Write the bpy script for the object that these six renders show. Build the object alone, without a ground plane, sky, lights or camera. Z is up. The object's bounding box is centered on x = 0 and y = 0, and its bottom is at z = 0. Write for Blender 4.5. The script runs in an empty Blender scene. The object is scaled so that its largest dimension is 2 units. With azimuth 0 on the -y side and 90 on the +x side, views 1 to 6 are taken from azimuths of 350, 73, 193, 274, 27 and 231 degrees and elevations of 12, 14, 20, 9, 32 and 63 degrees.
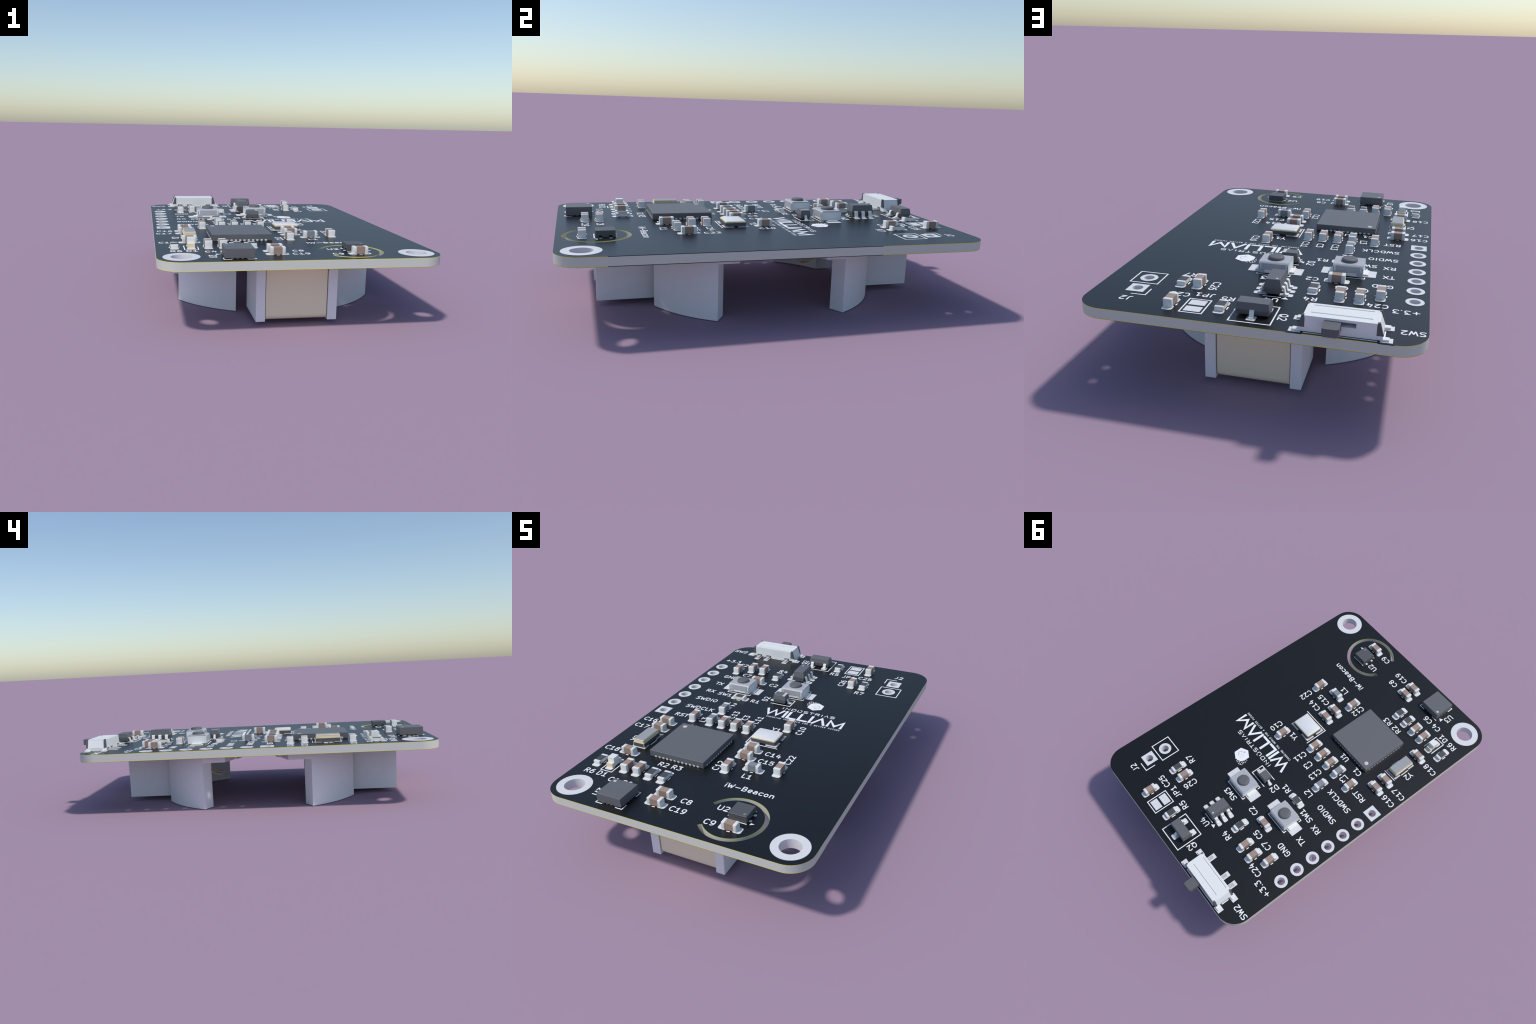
"""A small black circuit board with chip components on top and a coin-cell
holder underneath.  Everything is laid out in board millimetres:
X across the board (0 = middle), Y along it (0 = front edge, 45 = back edge),
h = height above the upper face of the board."""
import bpy, bmesh, math, random
from mathutils import Vector, Matrix
from mathutils.geometry import tessellate_polygon

random.seed(7)
S = 0.04335            # metres per board millimetre
ZT = 8.05 * S          # upper face of the board


def P(x, y, h=0.0):
    return Vector((x * S, y * S - 1.0, ZT + h * S))


# ------------------------------------------------------------------ materials
def material(name, colour, rough=0.5, metal=0.0, spec=0.5, grain=0.03, scale=60.0, bump=0.0, coat=0.0):
    m = bpy.data.materials.new(name)
    m.use_nodes = True
    nt = m.node_tree
    b = nt.nodes["Principled BSDF"]
    tc = nt.nodes.new("ShaderNodeTexCoord")
    mp = nt.nodes.new("ShaderNodeMapping")
    nz = nt.nodes.new("ShaderNodeTexNoise")
    nz.inputs["Scale"].default_value = scale
    nz.inputs["Detail"].default_value = 4.0
    rp = nt.nodes.new("ShaderNodeValToRGB")
    lo = [max(0.0, c * (1 - grain)) for c in colour]
    hi = [min(1.0, c * (1 + grain)) for c in colour]
    rp.color_ramp.elements[0].position = 0.3
    rp.color_ramp.elements[1].position = 0.7
    rp.color_ramp.elements[0].color = (*lo, 1)
    rp.color_ramp.elements[1].color = (*hi, 1)
    nt.links.new(tc.outputs["Object"], mp.inputs["Vector"])
    nt.links.new(mp.outputs["Vector"], nz.inputs["Vector"])
    nt.links.new(nz.outputs["Fac"], rp.inputs["Fac"])
    nt.links.new(rp.outputs["Color"], b.inputs["Base Color"])
    b.inputs["Roughness"].default_value = rough
    b.inputs["Metallic"].default_value = metal
    b.inputs["Specular IOR Level"].default_value = spec
    b.inputs["Coat Weight"].default_value = coat
    if bump:
        bp = nt.nodes.new("ShaderNodeBump")
        bp.inputs["Strength"].default_value = bump
        bp.inputs["Distance"].default_value = 0.001
        nt.links.new(nz.outputs["Fac"], bp.inputs["Height"])
        nt.links.new(bp.outputs["Normal"], b.inputs["Normal"])
    return m


MASK = material("black_solder_mask", (0.006, 0.0068, 0.0075), 0.36, grain=0.08, scale=25)
CORE = material("glass_laminate", (0.585, 0.605, 0.535), 0.7, scale=200, grain=0.02)
COPPER = material("copper_edge", (0.80, 0.70, 0.04), 0.5)
SILK = material("white_print", (0.88, 0.88, 0.88), 0.7, spec=0.3)
PAD = material("tinned_pad", (0.72, 0.72, 0.72), 0.5, grain=0.02)
TIN = material("tin_plating", (0.78, 0.775, 0.745), 0.5, grain=0.02)
CERAMIC = material("brown_ceramic", (0.36, 0.255, 0.205), 0.55, scale=120, grain=0.015)
FERRITE = material("grey_ferrite", (0.24, 0.25, 0.27), 0.55, scale=120, grain=0.015)
ALUMINA = material("white_alumina", (0.84, 0.835, 0.77), 0.6)
RESIST = material("resistor_film", (0.065, 0.068, 0.076), 0.55)
EPOXY = material("black_epoxy", (0.127, 0.130, 0.138), 0.5, scale=150, grain=0.012)
EPOXY_DARK = material("dark_epoxy", (0.090, 0.093, 0.099), 0.5, scale=150, grain=0.012)
MARK = material("pin_one_mark", (0.60, 0.60, 0.58), 0.6)
MARK_DIM = material("moulded_mark", (0.22, 0.225, 0.235), 0.6)
BAND = material("cathode_band", (0.60, 0.585, 0.54), 0.6)
LID = material("bright_lid", (0.75, 0.755, 0.76), 0.45, grain=0.015)
LID_GREY = material("grey_lid", (0.34, 0.345, 0.36), 0.5)
GOLD = material("gold_plating", (0.80, 0.69, 0.46), 0.45)
LENS = material("white_lens", (0.80, 0.83, 0.80), 0.4)
COVER = material("steel_cover", (0.44, 0.445, 0.47), 0.5)
RUBBER = material("grey_plunger", (0.12, 0.122, 0.13), 0.6)
WHITE = material("white_plastic", (0.80, 0.81, 0.79), 0.5, grain=0.008)
FIN = material("dark_insert", (0.10, 0.10, 0.108), 0.6)
STEEL = material("steel_pin", (0.46, 0.46, 0.47), 0.5)
LEVER = material("dark_lever", (0.115, 0.116, 0.122), 0.6)
HOLDER = material("holder_plastic", (0.80, 0.81, 0.83), 0.55, scale=40, grain=0.015)
BRASS = material("contact_plate", (0.85, 0.765, 0.56), 0.5, grain=0.006)
VOID = material("dark_recess", (0.004, 0.004, 0.005), 0.9, spec=0.1)

# ------------------------------------------------------------------ objects
def collect(name, mesh, mat=None, parent=None, loc=(0, 0, 0), rot=0.0):
    o = bpy.data.objects.new(name, mesh)
    bpy.context.scene.collection.objects.link(o)
    if mat and not mesh.materials:
        mesh.materials.append(mat)
    o.location = loc
    o.rotation_euler = (0, 0, math.radians(rot))
    if parent is not None:
        o.parent = parent
    return o


def to_mesh(name, bm, mat=None, smooth=None):
    bmesh.ops.recalc_face_normals(bm, faces=bm.faces)
    for v in bm.verts:
        v.co *= S
    me = bpy.data.meshes.new(name)
    bm.to_mesh(me)
    bm.free()
    if mat:
        me.materials.append(mat)
    if smooth is not None:
        for p in me.polygons:
            p.use_smooth = True
        me.set_sharp_from_angle(angle=math.radians(smooth))
    return me


def add_box(bm, x0, x1, y0, y1, z0, z1, bevel=0.0, seg=2):
    b2 = bmesh.new()
    bmesh.ops.create_cube(b2, size=1.0)
    for v in b2.verts:
        v.co = Vector(((x0 + x1) / 2 + v.co.x * (x1 - x0), (y0 + y1) / 2 + v.co.y * (y1 - y0), (z0 + z1) / 2 + v.co.z * (z1 - z0)))
    if bevel:
        bmesh.ops.bevel(b2, geom=list(b2.edges), offset=bevel, segments=seg, profile=0.5, affect="EDGES")
    merge(bm, b2)


def merge(bm, b2):
    vm = {v: bm.verts.new(v.co) for v in b2.verts}
    for f in b2.faces:
        bm.faces.new([vm[v] for v in f.verts])
    b2.free()


def add_prism(bm, loops, z0, z1):
    """Extrude an outline with holes (lists of 2D points) from z0 to z1."""
    loops3 = [[Vector((p[0], p[1], 0)) for p in l] for l in loops]
    flat = [p for l in loops3 for p in l]
    lo = [bm.verts.new((p.x, p.y, z0)) for p in flat]
    hi = [bm.verts.new((p.x, p.y, z1)) for p in flat]
    for t in tessellate_polygon(loops3):
        if len(set(t)) == 3:
            bm.faces.new([hi[i] for i in t])
            bm.faces.new([lo[i] for i in reversed(t)])
    s = 0
    for l in loops:
        n = len(l)
        for i in range(n):
            a, b = s + i, s + (i + 1) % n
            bm.faces.new((lo[a], lo[b], hi[b], hi[a]))
        s += n


def add_loft(bm, rings):
    """Close a stack of equal-length rings of 3D points into a solid."""
    vs = [[bm.verts.new(p) for p in r] for r in rings]
    n = len(rings[0])
    for a, b in zip(vs, vs[1:]):
        for i in range(n):
            bm.faces.new((a[i], a[(i + 1) % n], b[(i + 1) % n], b[i]))
    bm.faces.new(list(reversed(vs[0])))
    bm.faces.new(vs[-1])


def circle(cx, cy, r, n=40, a0=0.0):
    return [(cx + r * math.cos(a0 + math.tau * i / n), cy + r * math.sin(a0 + math.tau * i / n)) for i in range(n)]


def rect(cx, cy, w, d):
    return [(cx - w / 2, cy - d / 2), (cx + w / 2, cy - d / 2), (cx + w / 2, cy + d / 2), (cx - w / 2, cy + d / 2)]


def round_rect(cx, cy, w, d, r, n=6):
    out = []
    for sx, sy, a in ((1, -1, -90), (1, 1, 0), (-1, 1, 90), (-1, -1, 180)):
        px, py = cx + sx * (w / 2 - r), cy + sy * (d / 2 - r)
        for i in range(n + 1):
            t = math.radians(a + 90 * i / n)
            out.append((px + r * math.cos(t), py + r * math.sin(t)))
    return out


def add_lathe(bm, profile, n=40, cx=0.0, cy=0.0):
    """Revolve a closed (r, z) profile about the vertical through (cx, cy)."""
    rows = []
    for i in range(n):
        a = math.tau * i / n
        rows.append([bm.verts.new((cx + r * math.cos(a), cy + r * math.sin(a), z)) for r, z in profile])
    m = len(profile)
    for i in range(n):
        A, B = rows[i], rows[(i + 1) % n]
        for j in range(m):
            k = (j + 1) % m
            bm.faces.new((A[j], B[j], B[k], A[k]))


def add_strip(bm, path, w, t, axis="x", x0=0.0):
    """Bend a flat strip: path is (u, z) in the plane across `axis`."""
    n = len(path)
    offs = []
    for i in range(n):
        a = Vector(path[max(0, i - 1)])
        b = Vector(path[min(n - 1, i + 1)])
        d = (b - a).normalized()
        nrm = Vector((-d.y, d.x))
        if 0 < i < n - 1:
            d1 = (Vector(path[i]) - a).normalized()
            c = max(0.5, nrm.dot(Vector((-d1.y, d1.x))))
            nrm = nrm / c
        offs.append(nrm * (t / 2))
    rings = []
    for p, o in zip(path, offs):
        p = Vector(p)
        u, v = p + o, p - o
        if axis == "x":      # the strip runs along x, its width along y
            rings.append([(u.x, x0 - w / 2, u.y), (u.x, x0 + w / 2, u.y), (v.x, x0 + w / 2, v.y), (v.x, x0 - w / 2, v.y)])
        else:
            rings.append([(x0 - w / 2, u.x, u.y), (x0 + w / 2, u.x, u.y), (x0 + w / 2, v.x, v.y), (x0 - w / 2, v.x, v.y)])
    add_loft(bm, rings)


def bend(points, r=0.08, n=4):
    """Round the inner corners of an open 2D path."""
    out = [points[0]]
    for a, b, c in zip(points, points[1:], points[2:]):
        a, b, c = Vector(a), Vector(b), Vector(c)
        u, v = (a - b), (c - b)
        k = min(r, u.length * 0.45, v.length * 0.45)
        p, q = b + u.normalized() * k, b + v.normalized() * k
        for i in range(n + 1):
            t = i / n
            out.append(tuple((1 - t) ** 2 * p + 2 * t * (1 - t) * b + t * t * q))
    out.append(points[-1])
    return out


# ------------------------------------------------------------------ printing
def add_stroke(bm, pts, w, h, closed=False, z0=0.0, butt=False, limit=1.6):
    """Lay a printed line: a low ridge along a 2D polyline."""
    pts = [Vector(p) for p in pts]
    n = len(pts)
    left, right = [], []
    for i in range(n):
        a = pts[(i - 1) % n] if closed or i else None
        b = pts[(i + 1) % n] if closed or i < n - 1 else None
        d1 = (pts[i] - a).normalized() if a is not None else (b - pts[i]).normalized()
        d2 = (b - pts[i]).normalized() if b is not None else d1
        n1, n2 = Vector((-d1.y, d1.x)), Vector((-d2.y, d2.x))
        m = n1 + n2
        m = m.normalized() if m.length > 1e-6 else n1
        k = min(limit, 1.0 / max(0.2, m.dot(n1)))
        left.append(pts[i] + m * (w / 2 * k))
        right.append(pts[i] - m * (w / 2 * k))
    e = z0 + h * 0.6
    L = [bm.verts.new((p.x, p.y, e)) for p in left]
    R = [bm.verts.new((p.x, p.y, e)) for p in right]
    C = [bm.verts.new((p.x, p.y, z0 + h)) for p in pts]
    Lb = [bm.verts.new((p.x, p.y, z0)) for p in left]
    Rb = [bm.verts.new((p.x, p.y, z0)) for p in right]
    for i in range(n if closed else n - 1):
        j = (i + 1) % n
        for q in ((R[i], R[j], C[j], C[i]), (C[i], C[j], L[j], L[i]), (Rb[i], Rb[j], R[j], R[i]), (L[i], L[j], Lb[j], Lb[i])):
            bm.faces.new(q)
    if closed:
        return
    for i, s in ((0, -1), (n - 1, 1)):
        d = (pts[1] - pts[0]) if i == 0 else (pts[-1] - pts[-2])
        d = d.normalized() * s
        if butt:
            bm.faces.new((Rb[i], R[i], C[i], L[i], Lb[i]))
            continue
        nr = Vector((-d.y, d.x)) * (1 if s > 0 else -1)
        top, bot = [R[i]], [Rb[i]]
        for j in range(1, 5):
            t = math.pi * j / 5
            p = pts[i] - nr * (w / 2 * math.cos(t)) + d * (w / 2 * math.sin(t))
            top.append(bm.verts.new((p.x, p.y, e)))
            bot.append(bm.verts.new((p.x, p.y, z0)))
        top.append(L[i])
        bot.append(Lb[i])
        for a in range(5):
            bm.faces.new((C[i], top[a], top[a + 1]))
            bm.faces.new((top[a], bot[a], bot[a + 1], top[a + 1]))


def split_sharp(pts, turn=70):
    """Break a polyline where it turns sharply, so each piece gets round ends."""
    out, cur = [], [pts[0]]
    for i in range(1, len(pts)):
        cur.append(pts[i])
        if i < len(pts) - 1:
            d1 = Vector(pts[i]) - Vector(pts[i - 1])
            d2 = Vector(pts[i + 1]) - Vector(pts[i])
            if d1.length and d2.length and math.degrees(d1.angle(d2)) > turn:
                out.append(cur)
                cur = [pts[i]]
    out.append(cur)
    return out


def oval(cx, cy, rx, ry, a0=90, a1=450, n=16):
    return [(cx + rx * math.cos(math.radians(a0 + (a1 - a0) * i / n)), cy + ry * math.sin(math.radians(a0 + (a1 - a0) * i / n))) for i in range(n + 1)]


# single-line lettering on a grid 21 units high: advance, then pen strokes
G = {
    "A": (18, [[(2, 0), (9, 21), (16, 0)], [(4, 6), (14, 6)]]),
    "B": (21, [[(12, 11), (4, 11)], [(4, 0), (4, 21), (11, 21), (14, 20), (15, 19), (16, 17), (16, 15), (15, 13), (14, 12), (12, 11), (15, 10), (16, 9), (17, 7), (17, 4), (16, 2), (15, 1), (12, 0), (4, 0)]]),
    "C": (21, [[(17, 2), (16, 1), (13, 0), (11, 0), (8, 1), (6, 3), (5, 5), (4, 9), (4, 12), (5, 16), (6, 18), (8, 20), (11, 21), (13, 21), (16, 20), (17, 19)]]),
    "D": (21, [[(4, 0), (4, 21), (9, 21), (13, 20), (15, 18), (16, 16), (17, 12), (17, 9), (16, 5), (15, 3), (13, 1), (9, 0), (4, 0)]]),
    "E": (19, [[(15, 21), (4, 21), (4, 0), (15, 0)], [(4, 11), (12, 11)]]),
    "F": (18, [[(15, 21), (4, 21), (4, 0)], [(4, 11), (12, 11)]]),
    "G": (21, [[(17, 19), (15, 20), (12, 21), (10, 21), (7, 20), (5, 18), (4, 14), (4, 7), (5, 3), (7, 1), (10, 0), (13, 0), (16, 1), (17, 2), (17, 9), (12, 9)]]),
    "H": (22, [[(4, 0), (4, 21)], [(18, 0), (18, 21)], [(4, 11), (18, 11)]]),
    "I": (10, [[(5, 0), (5, 21)]]),
    "J": (16, [[(10, 21), (10, 6), (9, 3), (7, 1), (4, 0), (2, 0)]]),
    "K": (21, [[(4, 0), (4, 21)], [(16, 21), (6, 11)], [(8, 13), (17, 0)]]),
    "L": (17, [[(4, 21), (4, 0), (14, 0)]]),
    "N": (22, [[(4, 0), (4, 21), (18, 0), (18, 21)]]),
    "O": (22, [oval(11, 10.5, 7.5, 10.5)]),
    "P": (21, [[(4, 0), (4, 21), (12, 21), (14, 20), (15, 19), (16, 17), (16, 14), (15, 12), (14, 11), (12, 10), (4, 10)]]),
    "Q": (22, [oval(11, 10.5, 7.5, 10.5), [(11, 5), (18, -2)]]),
    "R": (21, [[(4, 0), (4, 21), (12, 21), (14, 20), (15, 19), (16, 17), (16, 14), (15, 12), (14, 11), (12, 10), (4, 10)], [(9, 10), (17, 0)]]),
    "S": (20, [[(3, 1), (6, 0), (11, 0), (13, 1), (15, 2), (16, 4), (16, 6), (15, 8), (13, 10), (7, 11), (5, 13), (4, 15), (4, 17), (5, 19), (6, 20), (9, 21), (13, 21), (16, 20)]]),
    "T": (16, [[(1, 21), (15, 21)], [(8, 0), (8, 21)]]),
    "U": (22, [[(4, 21), (4, 5), (5, 2), (7, 0.6), (9, 0), (13, 0), (15, 0.6), (17, 2), (18, 5), (18, 21)]]),
    "W": (24, [[(2, 21), (7, 0), (12, 15), (17, 0), (22, 21)]]),
    "X": (20, [[(3, 21), (17, 0)], [(17, 21), (3, 0)]]),
    "Y": (18, [[(9, 10), (9, 0)], [(2, 21), (9, 10), (16, 21)]]),
    "0": (20, [oval(10, 10.5, 6.2, 10.5)]),
    "1": (20, [[(4, 0), (16, 0)], [(10, 0), (10, 21), (8, 18), (6, 16), (4, 15)]]),
    "2": (20, [[(4, 19), (5, 20), (7, 21), (12, 21), (14, 20), (15, 19), (16, 17), (16, 15), (15, 12), (3, 0), (16, 0)]]),
    "3": (20, [[(3, 21), (16, 21), (9, 13), (12, 13), (14, 12), (15, 11), (16, 9), (16, 4), (15, 2), (14, 1), (12, 0), (6, 0), (4, 1), (3, 2)]]),
    "4": (20, [[(14, 14), (14, 0)], [(9, 22), (4, 7), (17, 7)]]),
    "5": (20, [[(15, 21), (5, 21), (4, 11), (5, 12), (7, 13), (12, 13), (14, 12), (15, 11), (16, 9), (16, 4), (15, 2), (14, 1), (12, 0), (7, 0), (5, 1), (4, 2)]]),
    "6": (20, [[(14, 21), (10, 21), (8, 20), (6, 18), (5, 16), (4, 11), (4, 4), (5, 2), (6, 1), (8, 0), (12, 0), (14, 1), (15, 2), (16, 4), (16, 9), (15, 11), (14, 12), (12, 13), (8, 13), (6, 12), (5, 11), (4, 9)]]),
    "7": (20, [[(3, 21), (17, 21), (8, 0)]]),
    "8": (20, [oval(10, 16.5, 5.6, 4.5), oval(10, 6, 6.4, 6)]),
    "9": (20, [[(6, 0), (10, 0), (12, 1), (14, 3), (15, 5), (16, 10), (16, 17), (15, 19), (14, 20), (12, 21), (8, 21), (6, 20), (5, 19), (4, 17), (4, 12), (5, 10), (6, 9), (8, 8), (12, 8), (14, 9), (15, 10), (16, 12)]]),
    "+": (26, [[(5, 9), (21, 9)], [(13, 1), (13, 17)]]),
    "-": (26, [[(5, 9), (21, 9)]]),
    ".": (10, [[(5, 0), (5, 1)]]),
    "i": (10, [[(5, 0), (5, 14)], [(5, 20), (5, 21)]]),
    "e": (18, [[(14, 1), (12, 0), (8, 0), (6, 1), (4, 4), (4, 10), (6, 13), (8, 14), (12, 14), (14, 13), (15, 10), (15, 8), (4, 6.5)]]),
    "a": (19, [[(15, 0), (15, 10), (14, 13), (12, 14), (8, 14), (6, 13)], [(15, 1), (12, 0), (7, 0), (5, 1), (4, 3), (4, 5), (5, 7), (7, 8), (12, 8), (15, 9)]]),
    "c": (18, [[(15, 1), (13, 0), (9, 0), (6, 1), (4, 4), (4, 10), (6, 13), (9, 14), (13, 14), (15, 13)]]),
    "o": (19, [oval(9.5, 7, 5.5, 7)]),
    "n": (19, [[(4, 14), (4, 0)], [(4, 12), (6, 13.5), (8, 14), (11, 14), (13, 13.5), (15, 11), (15, 0)]]),
    " ": (16, []),
}
PRINT_H = 0.018


def add_text(bm, text, size, w, cell=None, xs=1.0):
    """Write centred on the origin, baseline along x."""
    k = size / 21.0
    pen, lines = 0.0, []
    for ch in text:
        adv, strokes = G[ch]
        if cell:
            off = pen + (cell - adv * k * xs) / 2
        else:
            off = pen
        for s in strokes:
            lines.append([(off + x * k * xs, y * k) for x, y in s])
        pen += cell if cell else adv * k * xs
    xsall = [p[0] for l in lines for p in l]
    cx, cy = (min(xsall) + max(xsall)) / 2, size / 2
    i = 0
    for l in lines:
        for piece in split_sharp(l):
            add_stroke(bm, [(x - cx, y - cy) for x, y in piece], w, PRINT_H + 0.0004 * (i % 5), z0=0.004)
            i += 1


# ------------------------------------------------------------------ the thing
root = bpy.data.objects.new("circuit_board_module", None)
bpy.context.scene.collection.objects.link(root)
root["label"] = "small black circuit board with chips, switches and coin cell holder"
root["category"] = "circuit board"

# ---- board -----------------------------------------------------------------
W2, LEN, RC, T = 15.0, 45.0, 2.5, 1.0
MOUNT = [(-12.5, 2.5), (12.5, 2.5)]
PINS = [(-13.7, 21.02 + 2.54 * i) for i in range(7)]
JACK = [(11.17, 39.97), (11.17, 37.43)]
SLOT_C, SLOT_RI, SLOT_RO, SLOT_A0, SLOT_A1 = (5.72, 4.12), 3.06, 3.53, 154.5, -140.5

outline = round_rect(0, LEN / 2, 2 * W2, LEN, RC, 10)


def slot_loop(grow=0.0):
    n = 72
    a = [math.radians(SLOT_A0 + (SLOT_A1 - SLOT_A0) * i / n) for i in range(n + 1)]
    o = [(SLOT_C[0] + (SLOT_RO + grow) * math.cos(t), SLOT_C[1] + (SLOT_RO + grow) * math.sin(t)) for t in a]
    i = [(SLOT_C[0] + (SLOT_RI - grow) * math.cos(t), SLOT_C[1] + (SLOT_RI - grow) * math.sin(t)) for t in reversed(a)]
    return o + i


def holes(grow=0.02):
    return [circle(x, y, 1.1 + grow, 48) for x, y in MOUNT] + [circle(x, y, 0.5 + grow, 32) for x, y in PINS + JACK]


# layers of the sandwich: (low, high)
Z_CORE = (-0.935, -0.065)
Z_CU_T, Z_CU_B = (-0.065, -0.016), (-0.984, -0.935)
Z_MK_T, Z_MK_B = (-0.016, 0.0), (-1.0, -0.984)
RIGHT_GAP = (4.74, 32.2)
BACK_GAPS = [(-5.13, -3.81), (-12.40, -11.10)]
DENT = 0.25


def copper_outline(back):
    """Board outline with the copper pulled back where the maker kept it clear."""
    out = []
    a, b = RIGHT_GAP
    n = len(outline)
    for i, p in enumerate(outline):
        out.append(p)
        q = outline[(i + 1) % n]
        if abs(p[0] - W2) < 1e-6 and abs(q[0] - W2) < 1e-6:
            out += [(W2, a), (W2 - DENT, a), (W2 - DENT, b), (W2, b)]
        if back and abs(p[1] - LEN) < 1e-6 and abs(q[1] - LEN) < 1e-6:
            for lo, hi in BACK_GAPS:
                out += [(hi, LEN), (hi, LEN - DENT), (lo, LEN - DENT), (lo, LEN)]
    return out


bm = bmesh.new()
add_prism(bm, [outline, slot_loop()] + holes(), *Z_CORE)
board = collect("board", to_mesh("board", bm, CORE, 30), None, root, P(0, 0, 0))

bm = bmesh.new()
add_prism(bm, [copper_outline(True), slot_loop()] + holes(), *Z_CU_T)
add_prism(bm, [copper_outline(False), slot_loop()] + holes(), *Z_CU_B)
collect("copper_layer", to_mesh("copper_layer", bm, COPPER, 30), None, board)

bm = bmesh.new()
add_prism(bm, [outline, slot_loop(0.002)] + holes(), *Z_MK_T)
add_prism(bm, [outline, slot_loop(0.002)] + holes(), *Z_MK_B)
for z in (Z_CU_T, Z_CU_B):
    add_box(bm, W2 - DENT + 0.01, W2, RIGHT_GAP[0], RIGHT_GAP[1], *z)
for lo, hi in BACK_GAPS:
    add_box(bm, lo, hi, LEN - DENT + 0.01, LEN, *Z_CU_T)
collect("solder_mask", to_mesh("solder_mask", bm, MASK, 30), None, board)


def plated(name, r_hole, r_pad, square=False):
    bm = bmesh.new()
    t, b, rb = 0.03, -1.03, r_hole + 0.035
    if square:
        c = circle(0, 0, r_hole, 32)
        add_prism(bm, [rect(0, 0, 2 * r_pad, 2 * r_pad), c], 0.0, t)
        add_prism(bm, [rect(0, 0, 2 * r_pad, 2 * r_pad), c], b, -1.0)
        add_prism(bm, [circle(0, 0, rb, 32), c], -1.0, 0.0)
    else:
        add_lathe(bm, [(r_hole, t), (r_pad, t), (r_pad, 0), (rb, 0), (rb, -1), (r_pad, -1), (r_pad, b), (r_hole, b)], 56)
    return to_mesh(name, bm, PAD, 40)


m_mount, m_pin, m_square = plated("mounting_ring", 1.1, 1.9), plated("plated_hole", 0.5, 0.85), plated("plated_hole_square", 0.5, 0.85, True)
for x, y in MOUNT:
    collect("mounting_ring", m_mount, None, board, (x * S, y * S, 0))
for i, (x, y) in enumerate(PINS):
    collect("plated_hole", m_square if i == 0 else m_pin, None, board, (x * S, y * S, 0))
for i, (x, y) in enumerate(JACK):
    collect("plated_hole", m_square if i == 0 else m_pin, None, board, (x * S, y * S, 0))

pad_cache = {}


def pad(x, y, w, d, r=0.0, rot=0):
    if rot % 180 == 90:
        w, d = d, w
    key = (round(w, 3), round(d, 3), round(r, 3))
    if key not in pad_cache:
        bm = bmesh.new()
        add_prism(bm, [round_rect(0, 0, w, d, r, 5) if r else rect(0, 0, w, d)], 0.001, 0.03)
        pad_cache[key] = to_mesh("solder_pad", bm, PAD)
    return collect("solder_pad", pad_cache[key], None, board, (x * S, y * S, 0))


def printed(lines, w=0.12, name="printed_outline", loc=(0, 0), rot=0, closed=False):
    bm = bmesh.new()
    for i, l in enumerate(lines):
        add_stroke(bm, l, w, PRINT_H + 0.0005 * i, z0=0.004, closed=closed)
    return collect(name, to_mesh(name, bm, SILK), None, board, (loc[0] * S, loc[1] * S, 0), rot)


def spin(x, y, rot):
    a = math.radians(rot)
    return x * math.cos(a) - y * math.sin(a), x * math.sin(a) + y * math.cos(a)


# ---- two-terminal chips ------------------------------------------------------
def chip_meshes(name, h, body_mat, cap_len=0.34):
    bm = bmesh.new()
    add_box(bm, -0.8 + cap_len - 0.05, 0.8 - cap_len + 0.05, -0.385, 0.385, 0.05, h - 0.02)
    body = to_mesh(name + "_body", bm, body_mat)
    bm = bmesh.new()
    add_box(bm, 0.8 - cap_len, 0.8, -0.4, 0.4, 0.03, h, 0.03, 2)
    cap = to_mesh(name + "_end_cap", bm, TIN, 50)
    return body, cap


CAPACITOR = chip_meshes("capacitor", 0.80, CERAMIC)
INDUCTOR = chip_meshes("inductor", 0.80, FERRITE)
RES_CAPS = chip_meshes("resistor", 0.45, ALUMINA, 0.30)[1]
bm = bmesh.new()
add_box(bm, -0.76, 0.76, -0.40, 0.40, 0.06, 0.43)
RES_BODY = to_mesh("resistor_body", bm, ALUMINA)
bm = bmesh.new()
add_box(bm, -0.505, 0.505, -0.395, 0.395, 0.42, 0.446)
RES_FILM = to_mesh("resistor_film", bm, RESIST)

bm = bmesh.new()
for s in (-1, 1):
    add_stroke(bm, [(-0.14, s * 0.51), (0.14, s * 0.51)], 0.12, PRINT_H, z0=0.004)
DASH_C = to_mesh("printed_dash", bm, SILK)
bm = bmesh.new()
for s in (-1, 1):
    add_stroke(bm, [(-0.237, s * 0.5225), (0.237, s * 0.5225)], 0.12, PRINT_H, z0=0.004)
DASH_R = to_mesh("printed_dash", bm, SILK)

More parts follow.
